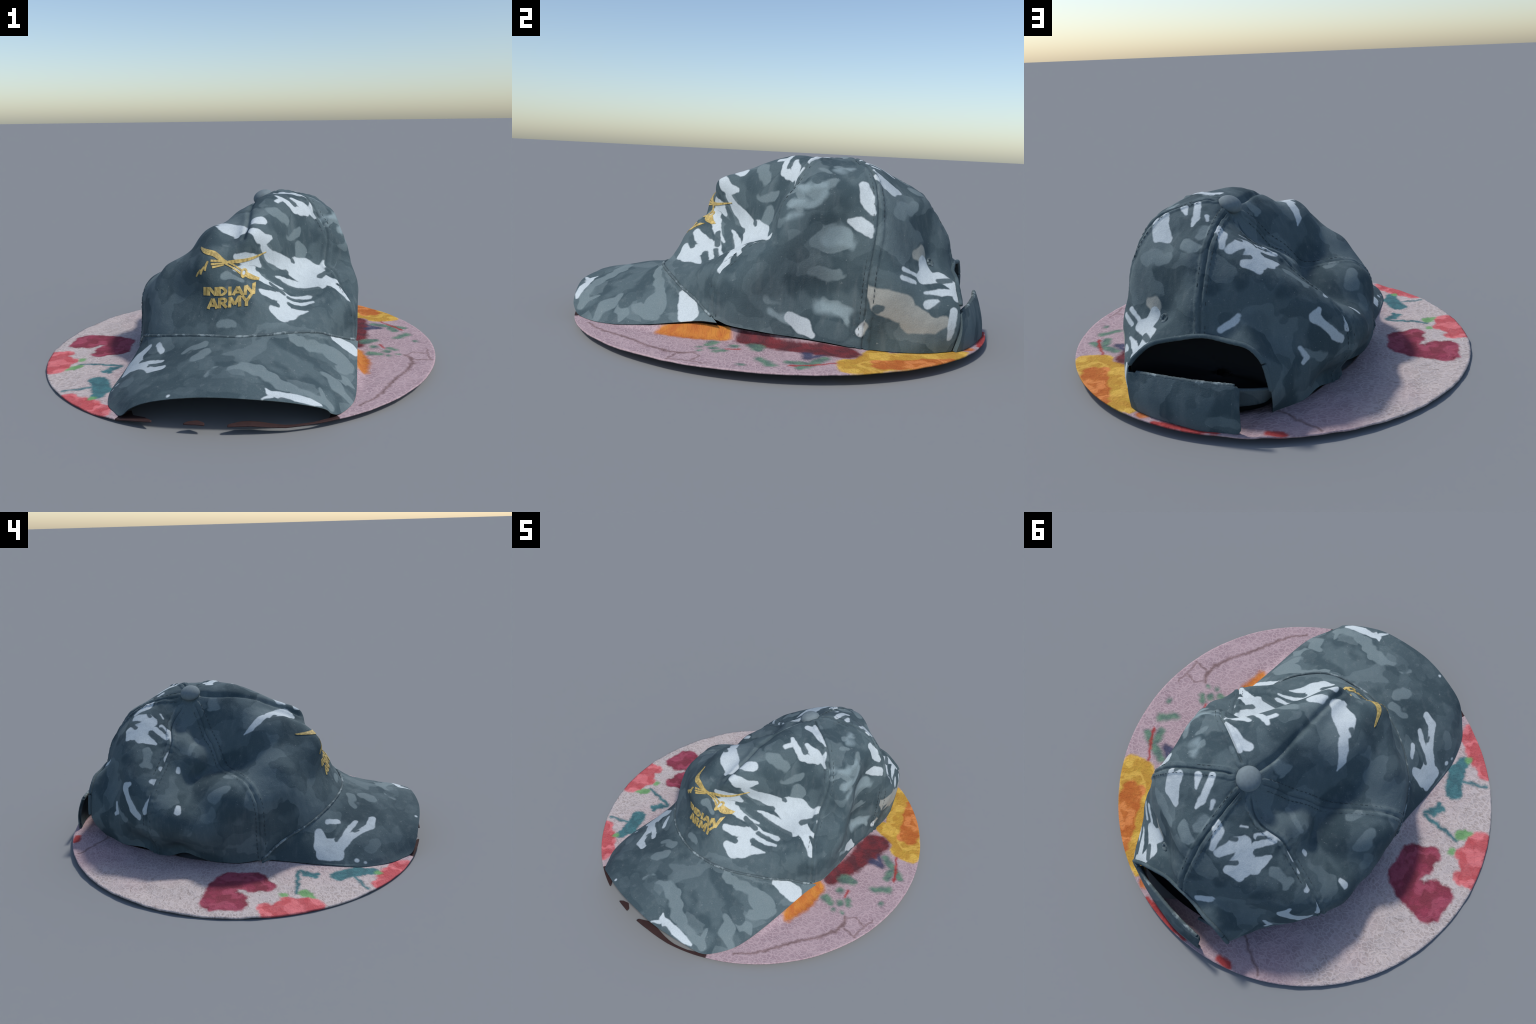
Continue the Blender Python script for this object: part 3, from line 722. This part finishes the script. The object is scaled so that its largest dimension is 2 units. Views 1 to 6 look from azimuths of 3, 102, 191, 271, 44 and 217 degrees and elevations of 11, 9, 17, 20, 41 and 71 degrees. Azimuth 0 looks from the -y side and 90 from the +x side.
def sheet_object(name, V, N, F, edge, parent, material, thickness):
    """a piece of cloth with depth: outer face, inner face and a rim along the given edges"""
    F = np.asarray(F)
    used, inv = np.unique(np.r_[F.ravel(), np.asarray(edge).ravel()], return_inverse=True)
    n = len(used)
    F = inv[:F.size].reshape(F.shape)
    e = inv[F.size:].reshape(-1, 2)
    faces = clean(F.tolist()) + clean((F[:, ::-1] + n).tolist()) + clean(np.stack([e[:, 1], e[:, 0], e[:, 0] + n, e[:, 1] + n], -1).tolist())
    V, N = V[used], N[used]
    return new_object(name, np.vstack([V, V - N * thickness]), faces, parent, material, normals=np.vstack([N, -N]))


def crown_panel(name, a0, a1, material):
    i0, i1 = (int(round((a + 46) / 360 * N_AZ)) for a in (a0, a1))
    cols = np.arange(i0, i1 + 1) % N_AZ
    g = idx[cols]
    hem_line = g[:, 0]
    return sheet_object(name, crown_V, crown_N, strip_faces(g[:-1], g[1:]), np.stack([hem_line[:-1], hem_line[1:]], -1), cap, material, .008)


panels = {}
ends = [s[0] for s in SEAMS] + [SEAMS[0][0] + 360]
for name, a0, a1 in zip(["side_panel", "back_panel", "back_panel", "side_panel", "front_panel"], ends[:-1], ends[1:]):
    twin = name + ".001" if name in bpy.data.objects else name
    panels[twin] = crown_panel(name, a0, a1, camouflage(twin))

# ------------------------------------------------------------------ visor
VISOR_EDGE = [(-.51, -.10, .045), (-.525, -.24, .035), (-.542, -.41, .022), (-.552, -.604, .012), (-.519, -.758, .016), (-.470, -.84, .02), (-.432, -.89, .03), (-.384, -.918, .075), (-.305, -.944, .113), (-.172, -.979, .146),
              (-.044, -.995, .158), (.14, -.996, .150), (.263, -.973, .129), (.389, -.930, .088), (.425, -.905, .055), (.462, -.862, .035), (.519, -.761, .032), (.546, -.65, .036), (.566, -.475, .058), (.588, -.26, .10), (.60, -.16, .105)]
VISOR_TOP = [(-.093, -.912, .175), (-.224, -.947, .142), (.164, -.918, .161), (-.265, -.709, .173), (.408, -.678, .135), (.41, -.62, .148), (.364, -.793, .128), (.05, -.943, .183), (.05, -.763, .221),
             (-.335, -.463, .190), (-.024, -.812, .208), (-.173, -.789, .195), (-.49, -.60, .062), (-.43, -.62, .112), (.36, -.515, .185), (.275, -.57, .228), (-.222, -.825, .160), (-.12, -.87, .170), (-.30, -.505, .182), (-.365, -.571, .132), (-.437, -.37, .128), (-.43, -.85, .062), (.50, -.5, .115), (.46, -.80, .075), (-.46, -.78, .05), (-.48, -.38, .10)]
visor_height = Sheet(np.vstack([np.array(VISOR_EDGE)[:, :2], np.array(VISOR_TOP)[:, :2], np.array(VISOR_SEAM)[2:, :2]]),
                     np.r_[np.array(VISOR_EDGE)[:, 2], np.array(VISOR_TOP)[:, 2], np.array(VISOR_SEAM)[2:, 2]], soft=1e-4)
NU, NV = 240, 70
inner, outer = polyline(VISOR_SEAM, NU), polyline(VISOR_EDGE, NU)
# pair seam and edge by arc so that rows fan out
v = np.linspace(0, 1, NV)[None, :, None]
visor_P = inner[:, None] * (1 - v) + outer[:, None] * v
h = visor_height(visor_P[..., :2].reshape(-1, 2)).reshape(NU, NV)
blend = smoothstep(0, .12, v[..., 0]) * (1 - smoothstep(.9, 1., v[..., 0]))
visor_P[..., 2] = h * blend + visor_P[..., 2] * (1 - blend)
vi = np.arange(NU * NV).reshape(NU, NV)
VF = np.stack([vi[:-1, :-1], vi[:-1, 1:], vi[1:, 1:], vi[1:, :-1]], -1).reshape(-1, 4)
visor_V = visor_P.reshape(-1, 3)
visor_V[:, 2] += fractal(visor_V, 7.0, 5.5, 3) * .003 * np.tile(blend[0], NU)
visor_N = vertex_normals(visor_V, VF)
if visor_N[:, 2].mean() < 0:
    VF, visor_N = VF[:, ::-1], -visor_N
edge = np.r_[vi[:, -1]]
rim = np.stack([edge[1:], edge[:-1], edge[:-1] + NU * NV, edge[1:] + NU * NV], -1)
new_object("visor", np.vstack([visor_V, visor_V - visor_N * .004]), np.vstack([VF, VF[:, ::-1] + NU * NV, rim]), cap, camouflage("visor"), normals=np.vstack([visor_N, -visor_N]))

# ------------------------------------------------------------------ button
bm = bmesh.new()
bmesh.ops.create_uvsphere(bm, u_segments=40, v_segments=20, radius=1)
for p in bm.verts:
    p.co = Vector((p.co.x * .056, p.co.y * .056, p.co.z * (.040 if p.co.z > 0 else .03)))
mesh = bpy.data.meshes.new("button")
bm.to_mesh(mesh); bm.free()
mesh.polygons.foreach_set("use_smooth", [True] * len(mesh.polygons))
mesh.materials.append(plain('button_cloth', (.19, .235, .25)))
button = bpy.data.objects.new("button", mesh)
bpy.context.scene.collection.objects.link(button)
button.parent = cap
button.location, button.rotation_euler = (.111, .299, .786), (math.radians(-6), math.radians(-22), 0)

# ------------------------------------------------------------------ seams, stitches, lettering, emblem
def tube(path, radius, sides=8, wobble=0., closed_ends=True):
    path = np.asarray(path, float)
    T = np.gradient(path, axis=0)
    T /= np.maximum(np.linalg.norm(T, axis=1, keepdims=True), 1e-9)
    up = np.tile([0., 0., 1.], (len(path), 1))
    up[np.abs(T[:, 2]) > .9] = [1, 0, 0]
    X = np.cross(T, up); X /= np.linalg.norm(X, axis=1, keepdims=True)
    Y = np.cross(X, T)
    a = np.linspace(0, 2 * np.pi, sides, endpoint=False)
    R = np.broadcast_to(radius, len(path)) * (1 + wobble * rng.uniform(-1, 1, len(path)))
    V = path[:, None] + R[:, None, None] * (np.cos(a)[None, :, None] * X[:, None] + np.sin(a)[None, :, None] * Y[:, None])
    q = np.arange(len(path) * sides).reshape(len(path), sides)
    qs = np.roll(q, -1, 1)
    F = np.stack([q[:-1], q[1:], qs[1:], qs[:-1]], -1).reshape(-1, 4).tolist()
    if closed_ends:
        F += [q[0].tolist(), q[-1][::-1].tolist()]
    return V.reshape(-1, 3), F


def join(pieces):
    V, F, n = [], [], 0
    for v, f in pieces:
        V.append(v); F += [[i + n for i in g] for g in f]; n += len(v)
    return np.vstack(V), F


def resample(P, step):
    s = np.r_[0, np.cumsum(np.linalg.norm(np.diff(P, axis=0), axis=1))]
    u = np.arange(0, s[-1], step)
    return np.stack([np.interp(u, s, P[:, k]) for k in range(3)], 1)


# two rows of stitches beside every panel seam
dashes = []
for path in seam_paths:
    P = resample(path, .004)
    T = np.gradient(P, axis=0); T /= np.linalg.norm(T, axis=1, keepdims=True)
    side = np.cross(direction_of(P), T); side /= np.linalg.norm(side, axis=1, keepdims=True)
    for s in (-.021, .021):
        row = on_crown(P + side * s, .0040)
        for i in range(1, len(row) - 6, 6):
            j = i + int(rng.integers(4, 6))
            dashes.append(tube(row[i:j], np.r_[.0008, np.full(j - i - 2, .0014), .0008], 6))
V, F = join(dashes)
stitching = new_object("stitching", V, F, cap, THREAD)
stitching["kind"] = "stuff"

# welt where the visor is sewn to the crown
welt = polyline(VISOR_SEAM, 160)
welt = on_crown(welt, .002) + np.array([0, 0, .001])
V, F = tube(welt, .0065, 10, .18)
new_object("visor_seam", V, F, cap, FRAY)

# bound edge of the back opening
V, F = tube(on_crown(polyline(OPENING[1:], 110), .001), .010, 10, .06)
new_object("opening_hem", V, F, cap, camouflage("hem"))

crown_tree = BVHTree.FromPolygons([tuple(p) for p in crown_V], clean(crown_F.tolist()))


def print_on_front(P2, lift):
    """points (x, z) seen from the front, laid on the crown and raised by lift"""
    out = []
    for x, z in P2:
        hit, normal, _, _ = crown_tree.ray_cast(Vector((x, -1.2, z)), Vector((0, 1, 0)))
        if hit is None:
            hit, normal = Vector((x, -.4, z)), Vector((0, -1, 0))
        if normal.y > 0:
            normal = -normal
        out.append(hit + normal * lift)
    return np.array([tuple(p) for p in out])


def raised(name, P2, F, parent, material, height=.0022):
    """a flat shape (x, z) with faces F, laid on the front of the crown as a thin raised layer"""
    n = len(P2)
    V = np.vstack([print_on_front(P2, height), print_on_front(P2, -.002)])
    count = {}
    for f in F:
        for i in range(len(f)):
            e = (f[i], f[(i + 1) % len(f)])
            count[tuple(sorted(e))] = count.get(tuple(sorted(e)), []) + [e]
    G = [list(f) for f in F] + [[i + n for i in f][::-1] for f in F]
    G += [[b, a, a + n, b + n] for (a, b) in (e[0] for e in count.values() if len(e) == 1)]
    return new_object(name, V, G, parent, material, smooth=False)


def ribbon(points, widths, n=40):
    P = polyline(points, n)
    T = np.gradient(P, axis=0); T /= np.linalg.norm(T, axis=1, keepdims=True)
    N = np.stack([-T[:, 1], T[:, 0]], 1)
    w = np.interp(np.linspace(0, 1, n), np.linspace(0, 1, len(widths)), widths)[:, None]
    V = np.stack([P - N * w, P, P + N * w], 1).reshape(-1, 2)
    q = np.arange(n * 3).reshape(n, 3)
    F = np.stack([q[:-1, :-1], q[1:, :-1], q[1:, 1:], q[:-1, 1:]], -1).reshape(-1, 4).tolist()
    return V, F


def ring_shape(cx, cz, r0, r1, n=28):
    a = np.linspace(0, 2 * np.pi, n, endpoint=False)
    V = np.vstack([np.c_[cx + r * np.cos(a), cz + r * np.sin(a) * 1.15] for r in (r0, r1)])
    return V, [[i, i + n, (i + 1) % n + n, (i + 1) % n] for i in range(n)]


# block capitals as pen strokes in a box one unit high: (width, strokes)
CAPITALS = {
    "I": (.34, [[(.17, 0), (.17, 1)]]),
    "N": (.86, [[(.12, 0), (.12, 1)], [(.14, .97), (.72, .03)], [(.74, 0), (.74, 1)]]),
    "D": (.80, [[(.12, 0), (.12, 1)], [(.12, .90), (.42, .86), (.64, .5), (.42, .14), (.12, .10)]]),
    "A": (.92, [[(.08, 0), (.45, .98)], [(.47, .98), (.84, 0)], [(.26, .30), (.66, .30)]]),
    "R": (.82, [[(.12, 0), (.12, 1)], [(.12, .90), (.48, .88), (.62, .70), (.48, .50), (.12, .46)], [(.36, .46), (.70, .02)]]),
    "M": (1.06, [[(.12, 0), (.15, 1)], [(.17, .95), (.53, .22)], [(.53, .22), (.89, .95)], [(.91, 1), (.94, 0)]]),
    "Y": (.86, [[(.06, 1), (.42, .46)], [(.80, 1), (.44, .46)], [(.43, .50), (.43, 0)]]),
}


def letter_mesh(parent, strokes, place, half):
    """one raised letter; every stroke lies a hair higher than the last so that none share a plane"""
    V, F, n = [], [], 0
    for i, pts in enumerate(strokes):
        p, f = ribbon(pts if len(pts) > 2 else [pts[0], tuple(np.mean(pts, 0)), pts[1]], [half, half], 14)
        top, low = print_on_front(place(p), .0020 + .0007 * i), print_on_front(place(p), -.002)
        m = len(p)
        q = np.arange(m).reshape(-1, 3)
        loop = np.r_[q[:, 0], q[-1, 1], q[::-1, 2], q[0, 1]]
        f = f + [[k + m for k in g][::-1] for g in f] + [[loop[k], loop[k - 1], loop[k - 1] + m, loop[k] + m] for k in range(len(loop))]
        V += [top, low]; F += [[int(k) + n for k in g] for g in f]; n += 2 * m
    return new_object("letter", np.vstack(V), F, parent, GOLD, smooth=False)


front = panels["front_panel"]
for word, x0, x1, z0, rise, high in (("INDIAN", -.142, .098, .415, .012, .038), ("ARMY", -.121, .086, .358, .026, .044)):
    unit = (x1 - x0) / sum(CAPITALS[c][0] for c in word)
    x = x0
    for c in word:
        w, strokes = CAPITALS[c]
        letter_mesh(front, strokes, lambda p, x=x: np.stack([x + p[:, 0] * unit, z0 + p[:, 1] * high + (x + p[:, 0] * unit - x0) / (x1 - x0) * rise], 1), .125)
        x += w * unit


EMBLEM = dict(
    blade=[ribbon([(-.030, .556), (-.055, .572), (-.075, .590), (-.10, .604), (-.163, .611)], [.006, .010, .011, .009, .003]),
           ribbon([(-.030, .560), (.03, .560), (.08, .566), (.143, .580)], [.006, .009, .007, .005, .0015])],
    dagger=[ribbon([(-.042, .566), (-.01, .548), (.032, .516)], [.0035, .004, .0035]), ribbon([(-.046, .556), (-.016, .537), (.026, .506)], [.003, .0035, .003]),
            ring_shape(.043, .507, .007, .015), ribbon([(.053, .500), (.080, .484), (.112, .468)], [.007, .007, .005, .003])],
    hilt=[ribbon([(-.044, .564), (-.07, .570), (-.106, .574)], [.004, .004, .005]), ribbon([(-.046, .556), (-.072, .558), (-.105, .559)], [.004, .004, .005]),
          ribbon([(-.048, .549), (-.072, .547), (-.100, .545)], [.003, .004, .005]), ribbon([(-.118, .572), (-.128, .550), (-.131, .530)], [.004, .005, .004]),
          ribbon([(-.134, .548), (-.146, .530), (-.152, .513)], [.004, .005, .004]), ribbon([(-.152, .534), (-.164, .516), (-.172, .500)], [.003, .004, .003])])
for part, shapes in EMBLEM.items():
    for V, F in shapes:
        raised(part, V, F, front, GOLD, .0028)

# embroidered eyelet in the back panel
e = on_crown(np.array([[.311, .705, .391]]))[0]
n = direction_of([e])[0]
x = np.cross(n, [0, 0, 1]); x /= np.linalg.norm(x); y = np.cross(n, x)
a = np.linspace(0, 2 * np.pi, 25)
V, F = tube(e + n * .002 + .016 * (np.cos(a)[:, None] * x + np.sin(a)[:, None] * y), .006, 8, .25)
new_object("eyelet", V, F, cap, FRAY)

# ------------------------------------------------------------------ strap at the back
STRAP_TOP = [(.438, .842, .205), (.399, .852, .207), (.323, .879, .213), (.206, .905, .214), (.093, .925, .215), (-.035, .938, .216), (-.052, .940, .200)]
STRAP_LOW = [(.438, .835, .042), (.40, .862, .042), (.315, .905, .042), (.20, .945, .040), (.09, .972, .036), (-.04, .975, .034), (-.052, .972, .05)]
n, m = 90, 26
top, low = polyline(STRAP_TOP, n), polyline(STRAP_LOW, n)
k = np.linspace(0, 1, m)[None, :, None]
S = low[:, None] * (1 - k) + top[:, None] * k
S[..., 1] += .012 * np.sin(np.pi * k[..., 0])
q = np.arange(n * m).reshape(n, m)
F = np.stack([q[:-1, :-1], q[:-1, 1:], q[1:, 1:], q[1:, :-1]], -1).reshape(-1, 4)
strap = new_object("strap", S.reshape(-1, 3), F, cap, CLOTH)
bpy.context.view_layer.update()
V, F = tube(polyline(STRAP_TOP[1:-1], 90) + np.array([0, 0, .002]), .0085, 10, .12)
new_object("strap_edge", V, F, strap, FRAY)
mod = strap.modifiers.new("thickness", "SOLIDIFY"); mod.thickness = .018; mod.offset = 0
mod = strap.modifiers.new("round", "BEVEL"); mod.width = .005; mod.segments = 3; mod.limit_method = "ANGLE"

# the other half of the strap, tucked behind, and the dark pocket of the opening
TAIL_TOP = [(.02, .87, .165), (-.06, .855, .16), (-.12, .835, .155), (-.17, .81, .15)]
TAIL_LOW = [(.02, .85, .075), (-.06, .825, .075), (-.11, .80, .075), (-.15, .76, .075)]
n, m = 40, 14
top, low = polyline(TAIL_TOP, n), polyline(TAIL_LOW, n)
k = np.linspace(0, 1, m)[None, :, None]
S = low[:, None] * (1 - k) + top[:, None] * k
q = np.arange(n * m).reshape(n, m)
F = np.stack([q[:-1, :-1], q[:-1, 1:], q[1:, 1:], q[1:, :-1]], -1).reshape(-1, 4)
tail = new_object("strap", S.reshape(-1, 3), F, cap, CLOTH)
mod = tail.modifiers.new("thickness", "SOLIDIFY"); mod.thickness = .012; mod.offset = 0

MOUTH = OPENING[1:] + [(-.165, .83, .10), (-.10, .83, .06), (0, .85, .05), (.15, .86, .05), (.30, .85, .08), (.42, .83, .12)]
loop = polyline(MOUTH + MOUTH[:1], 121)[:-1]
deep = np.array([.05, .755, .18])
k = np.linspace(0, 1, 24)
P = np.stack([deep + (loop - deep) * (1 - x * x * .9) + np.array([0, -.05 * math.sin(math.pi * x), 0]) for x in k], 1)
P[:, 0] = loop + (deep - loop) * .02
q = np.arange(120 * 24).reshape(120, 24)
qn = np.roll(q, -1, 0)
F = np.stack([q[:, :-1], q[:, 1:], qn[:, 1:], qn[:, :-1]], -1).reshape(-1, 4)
new_object("lining", P.reshape(-1, 3), F.tolist() + [q[:, -1].tolist()], cap, plain("dark_lining", (.006, .007, .008)))  # near-black surface inside the back opening

# ------------------------------------------------------------------ cloth
cloth = top_level("floral_cloth", "round piece of pale pink floral print cloth", "cloth")
def cloth_height(P):
    x, y = P[:, 0], P[:, 1]
    return .027 + .0188 * x + .0078 * y
NA, NR = 900, 48
ca = np.linspace(0, 2 * np.pi, NA, endpoint=False)


def ring(points):
    """radius and height of a loop of points, by azimuth round the middle of the cloth"""
    P = np.array(points)
    a = np.arctan2(P[:, 1], P[:, 0]) % (2 * np.pi)
    o = np.argsort(a)
    return (np.interp(ca, a[o], np.hypot(P[:, 0], P[:, 1])[o], period=2 * np.pi), np.interp(ca, a[o], P[o, 2], period=2 * np.pi))


rin, zin = ring(VISOR_EDGE + RIGHT_HEM[1:-1] + STRAP_LOW[1:-1] + LEFT_HEM)
under = np.exp(-(((np.degrees(ca) + 180) % 360 - 180 + 6) / 22) ** 2)    # the hem on the lit side hangs free of the cloth
foot = np.minimum(rin, .955) - .012 - .028 * under - .20 * np.exp(-(((np.degrees(ca) - 92) / 14) ** 4))
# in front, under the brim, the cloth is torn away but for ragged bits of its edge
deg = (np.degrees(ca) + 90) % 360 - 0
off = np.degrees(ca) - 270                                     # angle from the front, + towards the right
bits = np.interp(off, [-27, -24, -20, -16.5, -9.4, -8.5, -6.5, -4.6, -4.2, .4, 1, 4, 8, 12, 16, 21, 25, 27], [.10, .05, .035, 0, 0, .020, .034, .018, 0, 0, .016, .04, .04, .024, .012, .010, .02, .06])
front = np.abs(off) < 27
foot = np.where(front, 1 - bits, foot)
s = np.linspace(0, 1, NR)[None]
R = foot[:, None] * (1 - s) + 1.0 * s
CP = np.stack([R * np.cos(ca)[:, None], R * np.sin(ca)[:, None], 0 * R], -1)
base = cloth_height(CP.reshape(-1, 3)).reshape(NA, NR)
lift = np.where(front, 0, np.clip(zin - .004 - base[:, 0], -.02, .06)) * (1 - .2 * under)
CP[..., 2] = base + lift[:, None] * np.exp(-((R - foot[:, None]) / .03) ** 2)
# the rim curls up under the brim
curl = np.interp(off, [-36, -27, -20, -15, -6, 1, 6, 14, 24, 34], [0, .004, .018, .027, .028, .022, .022, .003, 0, 0])
CP[..., 2] += curl[:, None] * smoothstep(.86, .97, R)
CP[..., 2] += (fractal(CP.reshape(-1, 3), 9.0, 2.2, 4).reshape(NA, NR) * np.where(CP[..., 0] < 0, .0055, .0025)) * smoothstep(0, .1, R - foot[:, None])
CP[..., 2] = np.maximum(CP[..., 2], .0065)
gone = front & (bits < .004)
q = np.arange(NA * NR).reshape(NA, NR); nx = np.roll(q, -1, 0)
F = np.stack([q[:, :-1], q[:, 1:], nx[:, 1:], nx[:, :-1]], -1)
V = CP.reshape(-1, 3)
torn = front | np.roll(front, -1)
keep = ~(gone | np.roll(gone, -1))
for name, rows, material in (("cloth_sheet", keep & ~torn, floral()), ("torn_edge", keep & torn, plain("torn_hem", (.050, .026, .026)))):  # rim bits coloured dark brown for the shade baked into the scan
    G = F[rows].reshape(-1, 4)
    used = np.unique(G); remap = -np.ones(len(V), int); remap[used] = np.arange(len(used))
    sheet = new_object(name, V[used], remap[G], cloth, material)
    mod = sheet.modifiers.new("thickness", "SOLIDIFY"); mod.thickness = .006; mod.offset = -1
